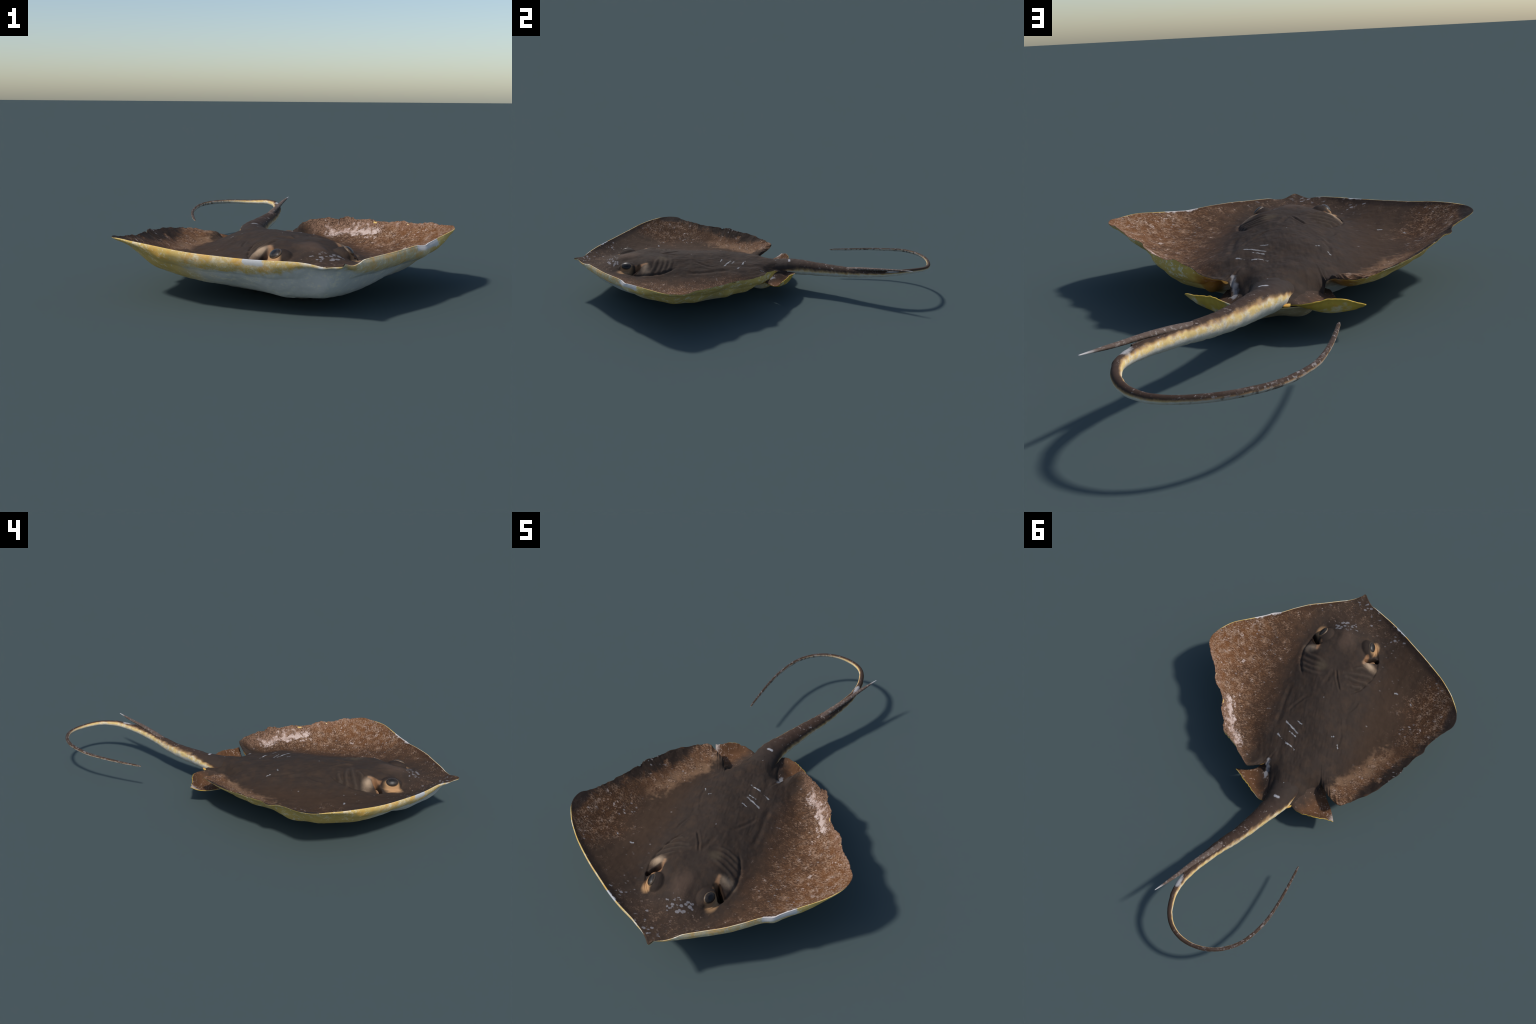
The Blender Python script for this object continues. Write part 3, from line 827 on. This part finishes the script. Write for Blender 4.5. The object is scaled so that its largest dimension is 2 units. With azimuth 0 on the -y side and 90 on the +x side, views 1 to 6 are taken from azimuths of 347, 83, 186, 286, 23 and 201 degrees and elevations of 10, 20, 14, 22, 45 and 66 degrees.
def ventral_skin():
    P = Paint("ventral_skin")
    x, y = P.x, P.y
    fl, fr, rl, rr = P.margins()
    front = fmin(fl, fr)
    big, mid, fine = P.noise(8, 4), P.noise(30, 4, 0.6), P.noise(110, 4, 0.7)
    P.base((0.620, 0.615, 0.600))
    out = step(fabs(x) + (big - 0.5) * 0.22 + (mid - 0.5) * 0.12 - step(front, 0.16, 0.0) * 0.04, 0.26, 0.44)
    hind = step(fmin(rl, rr) + (mid - 0.5) * 0.10, 0.20, 0.08)
    rim = step(front + (mid - 0.5) * 0.04 + (big - 0.5) * 0.03, 0.020, 0.004)
    rim = rim * (1.0 - 0.22 * step(x, 0.0, 0.1)) * (0.65 + 0.35 * step(fine, 0.40, 0.56))
    P.over((0.650, 0.430, 0.080), fmax(fmax(rim, out), hind) * 0.88)
    P.over((0.520, 0.320, 0.045), step(y + (big - 0.5) * 0.2, -0.06, 0.12) * 0.6)
    P.over((0.800, 0.740, 0.600), step(fine + (mid - 0.5) * 1.0, 0.54, 0.70) * 0.60)
    P.over((0.760, 0.360, 0.040), step(P.noise(22, 3, 0.6, offset=2.0), 0.46, 0.60) * step(front, 0.013, 0.0) * 0.40)
    P.over((0.300, 0.140, 0.025), step(P.spot((-0.19, 0.06), 0.07, 0.09) + (mid - 0.5), 1.1, 0.4) * 0.8)
    P.over((0.300, 0.140, 0.025), step(P.spot((0.18, 0.06), 0.06, 0.09) + (mid - 0.5), 1.1, 0.4) * 0.8)
    jit = (P.noise(70, 4, 0.7) - 0.5) * 0.03
    P.over((0.640, 0.590, 0.550), step(P.path(SCAR_RIGHT) + jit, 0.018, 0.010) * step(P.z + (mid - 0.5) * 0.012, 0.182, 0.190))
    P.over((0.520, 0.520, 0.520), step(P.path(SCAR_LEFT) + jit, 0.018, 0.012) * step(P.z + (mid - 0.5) * 0.012, 0.174, 0.182))
    # mouth, nostrils and gill slits
    P.over((0.230, 0.110, 0.070), step(P.path(MOUTH), 0.009, 0.003) * 0.8)
    for n in NOSTRILS:
        P.over((0.260, 0.130, 0.070), step(P.path(n), 0.009, 0.003) * 0.8)
    for g in GILL_SLITS:
        P.over((0.330, 0.190, 0.130), step(P.path(g), 0.005, 0.0015) * 0.7)
    P.shade(0.84 + 0.32 * mid)
    P.bump(fine, 0.2, 0.003)
    return P.finish(0.75, 0.12)

def tail_skin():
    P = Paint("tail_skin")
    x, y = P.x, P.y
    sep = P.nt.nodes.new("ShaderNodeSeparateXYZ")
    P.nt.links.new(P.normal, sep.inputs[0])
    nx, ny, nz = (S(o) for o in sep.outputs)
    mid, fine = P.noise(40, 4, 0.65), P.noise(110, 4, 0.7)
    # the dark stripe sits on top, rolled towards the outside of the loop
    bend = step(y, 0.60, 0.75)
    ax = x + 0.10 - bend * 0.13
    ay = (y - 0.80) * bend
    al = S.math("SQRT", ax * ax + ay * ay) + 0.02
    side = (nx * ax + ny * ay) / al
    root = step(y, 0.34, 0.14)
    whip = step(x, 0.16, -0.02) * step(y, 0.40, 0.5)
    lev = nz * 0.85 + side * (0.27 - root * 0.18) + (mid - 0.5) * 0.18 + (fine - 0.5) * 0.34 + whip * 0.06 + root * 0.04 + step(y, 0.24, 0.12) * 0.5
    P.base((0.700, 0.510, 0.210))
    P.over((0.720, 0.640, 0.480), step(P.noise(30, 4, 0.65, offset=4.0) + (fine - 0.5) * 0.5, 0.42, 0.62) * 0.8)
    P.over((0.520, 0.510, 0.470), step(nz + (mid - 0.5) * 0.6, 0.15, -0.35) * 0.85)
    P.over((0.330, 0.310, 0.270), whip * 0.70)
    P.over((0.360, 0.190, 0.080), step(lev, 0.08, 0.40) * 0.80)
    P.over((0.056, 0.034, 0.024), step(lev, 0.26, 0.66))
    P.over((0.043, 0.031, 0.0245), root * step(nz + side * 0.2, 0.25, 0.5))
    P.over((0.380, 0.320, 0.290), step(fine + (mid - 0.5) * 0.9, 0.62, 0.76) * step(y, 0.22, 0.36) * 0.65)
    P.over((0.330, 0.300, 0.290), whip * step(P.noise(75, 3, 0.6, offset=2.2), 0.54, 0.66) * 0.65)
    P.over((0.080, 0.054, 0.042), whip * step(P.noise(60, 3, 0.6, offset=6.1), 0.50, 0.62) * 0.8)
    P.over((0.430, 0.420, 0.420), step(P.seg((0.262, 0.770), (0.270, 0.720)) + (mid - 0.5) * 0.04, 0.020, 0.004) * step(nz, 0.2, 0.5) * 0.8)
    jit = (P.noise(70, 4, 0.7) - 0.5) * 0.02
    P.over((0.430, 0.420, 0.430), step(P.seg((0.010, 0.206), (0.026, 0.204)) + jit, 0.010, 0.002) * step(nz, 0.4, 0.7) * 0.85)
    P.shade(0.80 + 0.40 * P.noise(55, 3))
    P.bump(fine, 0.3, 0.003)
    return P.finish(0.75, 0.12)

def barb_bone():
    P = Paint("barb_bone")
    n = P.noise(90, 4, 0.7)
    P.base((0.110, 0.075, 0.058))
    P.over((0.330, 0.290, 0.260), step(n, 0.50, 0.68) * 0.7)
    P.over((0.560, 0.540, 0.520), step(P.y, 0.79, 0.83) * 0.85)
    P.bump(n, 0.3, 0.002)
    return P.finish(0.7, 0.15)

def sheath_skin():
    P = Paint("barb_sheath_skin")
    n = P.noise(70, 4, 0.7)
    P.base((0.040, 0.026, 0.020))
    P.over((0.150, 0.105, 0.080), step(n, 0.55, 0.72) * 0.6)
    return P.finish(0.65, 0.2)

def fin_skin(dorsal):
    P = Paint("pelvic_fin_upper_skin" if dorsal else "pelvic_fin_lower_skin")
    big, mid, fine = P.noise(14, 4), P.noise(40, 4, 0.65), P.noise(130, 3, 0.6)
    if dorsal:
        P.base((0.060, 0.040, 0.029))
        P.over((0.120, 0.058, 0.028), step(fabs(P.x) + P.y * 0.5 + (mid - 0.5) * 0.1, 0.16, 0.24) * 0.9)
        P.over((0.420, 0.320, 0.265), step(fine + (mid - 0.5) * 0.6 + step(fabs(P.x), 0.08, 0.25) * 0.12, 0.66, 0.80) * 0.7)
        P.over((0.420, 0.360, 0.330), step(P.spot((-0.262, 0.185), 0.030, 0.035), 1.1, 0.4) * step(mid, 0.4, 0.55) * 0.7)
        P.over((0.400, 0.390, 0.390), step(P.path([(0.128, 0.050), (0.116, 0.110)]) + (mid - 0.5) * 0.03, 0.012, 0.003) * 0.7)
        P.shade(0.75 + 0.5 * mid)
    else:
        P.base((0.540, 0.360, 0.062))
        P.over((0.660, 0.620, 0.500), step(big, 0.52, 0.66) * 0.7)
        P.over((0.560, 0.290, 0.040), step(mid, 0.55, 0.68) * 0.6)
        P.over((0.300, 0.290, 0.300), step(P.noise(26, 3, 0.6, offset=3.0), 0.62, 0.68) * 0.7)
        P.shade(0.84 + 0.32 * mid)
    P.bump(fine, 0.25, 0.003)
    return P.finish(0.8, 0.10)

def eye_surface():
    P = Paint("eye_surface")
    # local +z is the gaze: pupil, dark iris, buff rim
    u, v = P.x / 0.0215, P.y / 0.0290
    r = S.math("SQRT", u * u + v * v)
    P.base((0.120, 0.080, 0.048))
    P.over((0.024, 0.018, 0.014), step(r + (P.noise(160, 3) - 0.5) * 0.10, 0.97, 0.86))
    P.over((0.060, 0.048, 0.038), step(P.noise(260, 3, 0.7), 0.48, 0.66) * step(r, 0.86, 0.70) * 0.6)
    P.over((0.008, 0.007, 0.007), step(r, 0.55, 0.42))
    return P.finish(0.40, 0.3)

def soft_skin(name, rgb, rgb2, scale=40):
    P = Paint(name)
    n = P.noise(scale, 4, 0.65)
    P.base(rgb)
    P.over(rgb2, step(n, 0.45, 0.65) * 0.8)
    P.bump(n, 0.25, 0.003)
    return P.finish(0.75, 0.12)

# ---------------------------------------------------------------------- objects
root = bpy.data.objects.new("stingray", None)
bpy.context.scene.collection.objects.link(root)
root.location.z = -GROUND_SINK
root["label"] = "brown speckled stingray with upturned wings and looped whip tail"
root["category"] = "stingray"

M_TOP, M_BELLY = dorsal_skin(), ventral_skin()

verts, quads, tris, qmat, tmat = build_disc()
normals = vertex_normals(verts, quads, tris)

def region(cx, cy):
    """0 head, 1 torso, 2 left wing, 3 right wing."""
    ax = np.abs(cx)
    head = (cy < -0.42) & (ax < 0.205)
    body = (cy >= -0.42) & (ax < 0.205 - 0.10 * smooth01(-0.25, 0.05, cy) + 0.02)
    return np.where(head, 0, np.where(body, 1, np.where(cx < 0, 2, 3)))

qr = region(verts[quads, 0].mean(1), verts[quads, 1].mean(1))
tr = region(verts[tris, 0].mean(1), verts[tris, 1].mean(1))
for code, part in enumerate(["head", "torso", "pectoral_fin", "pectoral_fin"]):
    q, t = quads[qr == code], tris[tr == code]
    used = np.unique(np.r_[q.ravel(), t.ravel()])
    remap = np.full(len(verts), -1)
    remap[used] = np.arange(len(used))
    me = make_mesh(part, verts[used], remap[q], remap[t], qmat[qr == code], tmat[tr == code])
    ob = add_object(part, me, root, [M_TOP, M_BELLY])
    me.normals_split_custom_set_from_vertices(normals[used].tolist())
    if code == 0:
        head_ob = ob

tail_v, tail_q, tail_t = build_tail()
tail_ob = add_object("tail", make_mesh("tail", tail_v, tail_q, tail_t), root, [tail_skin()])
v, q, t = build_barb()
barb = add_object("barb", make_mesh("barb", v, q, t), tail_ob, [barb_bone()])
v, q, t = build_barb_sheath()
add_object("barb_sheath", make_mesh("barb_sheath", v, q, t), tail_ob, [sheath_skin()])

M_PU, M_PL = fin_skin(True), fin_skin(False)
for net, seed in ((PELVIC_LEFT, 51), (PELVIC_RIGHT, 61)):
    v, q, t, mm = build_pelvic(net, seed)
    add_object("pelvic_fin", make_mesh("pelvic_fin", v, q, t, mm), root, [M_PU, M_PL])

# small finger-like flap beside the tail root
cl = catmull([(-0.070, 0.165, 0.094), (-0.052, 0.198, 0.098), (-0.036, 0.222, 0.103)], 24)
s = np.linspace(0, 1, 24)
v, q, t = sweep(cl, 0.009 * np.sqrt(np.clip(1.02 - s ** 4, 0, 1)), 0.007 * np.sqrt(np.clip(1.02 - s ** 4, 0, 1)), 14,
                lambda a: (np.cos(a), np.sin(a)))
add_object("clasper", make_mesh("clasper", v, q, t), root, [soft_skin("clasper_skin", (0.55, 0.36, 0.09), (0.62, 0.30, 0.06))])

def uv_ball(name, rx, ry, rz, n=40, m=24):
    th = np.linspace(0, np.pi, m + 1)[1:-1]
    ph = np.arange(n) / n * 2 * np.pi
    g = np.stack([rx * np.sin(th)[:, None] * np.cos(ph), ry * np.sin(th)[:, None] * np.sin(ph),
                  rz * np.cos(th)[:, None] + 0 * ph], -1).reshape(-1, 3)
    vv = np.vstack([g, [[0, 0, rz], [0, 0, -rz]]])
    a = np.arange(n)
    b = (a + 1) % n
    qq = np.vstack([np.stack([k * n + a, (k + 1) * n + a, (k + 1) * n + b, k * n + b], 1) for k in range(m - 2)])
    tt = np.vstack([np.stack([np.full(n, len(g)), a, b], 1),
                    np.stack([np.full(n, len(g) + 1), (m - 2) * n + b, (m - 2) * n + a], 1)])
    return make_mesh(name, vv, qq, tt)

M_EYE = eye_surface()
M_VALVE = soft_skin("spiracle_valve_skin", (0.30, 0.17, 0.09), (0.42, 0.24, 0.14), 60)
for side, (ex, ey) in EYES:
    # lens cap set into the outer face of the bulge, long axis along the brow
    eye = add_object("eye", uv_ball("eye", 0.0215, 0.0290, 0.0120), head_ob, [M_EYE])
    gaze = Vector((side * 0.66, -0.14, 0.73)).normalized()
    along = Vector((side * math.sin(0.34), math.cos(0.34), 0.0))
    along = (along - gaze * along.dot(gaze)).normalized()
    eye.location = Vector((ex + side * 0.0245, ey - 0.009, 0.1915)) - gaze * 0.0058
    eye.rotation_mode = "QUATERNION"
    eye.rotation_quaternion = Matrix((along.cross(gaze), along, gaze)).transposed().to_quaternion()
    valve = add_object("spiracle_valve", uv_ball("spiracle_valve", 0.007, 0.020, 0.020), head_ob, [M_VALVE])
    valve.location = (ex + side * 0.046, ey + 0.054, 0.130)
    valve.rotation_euler = (0, 0, side * 0.9)
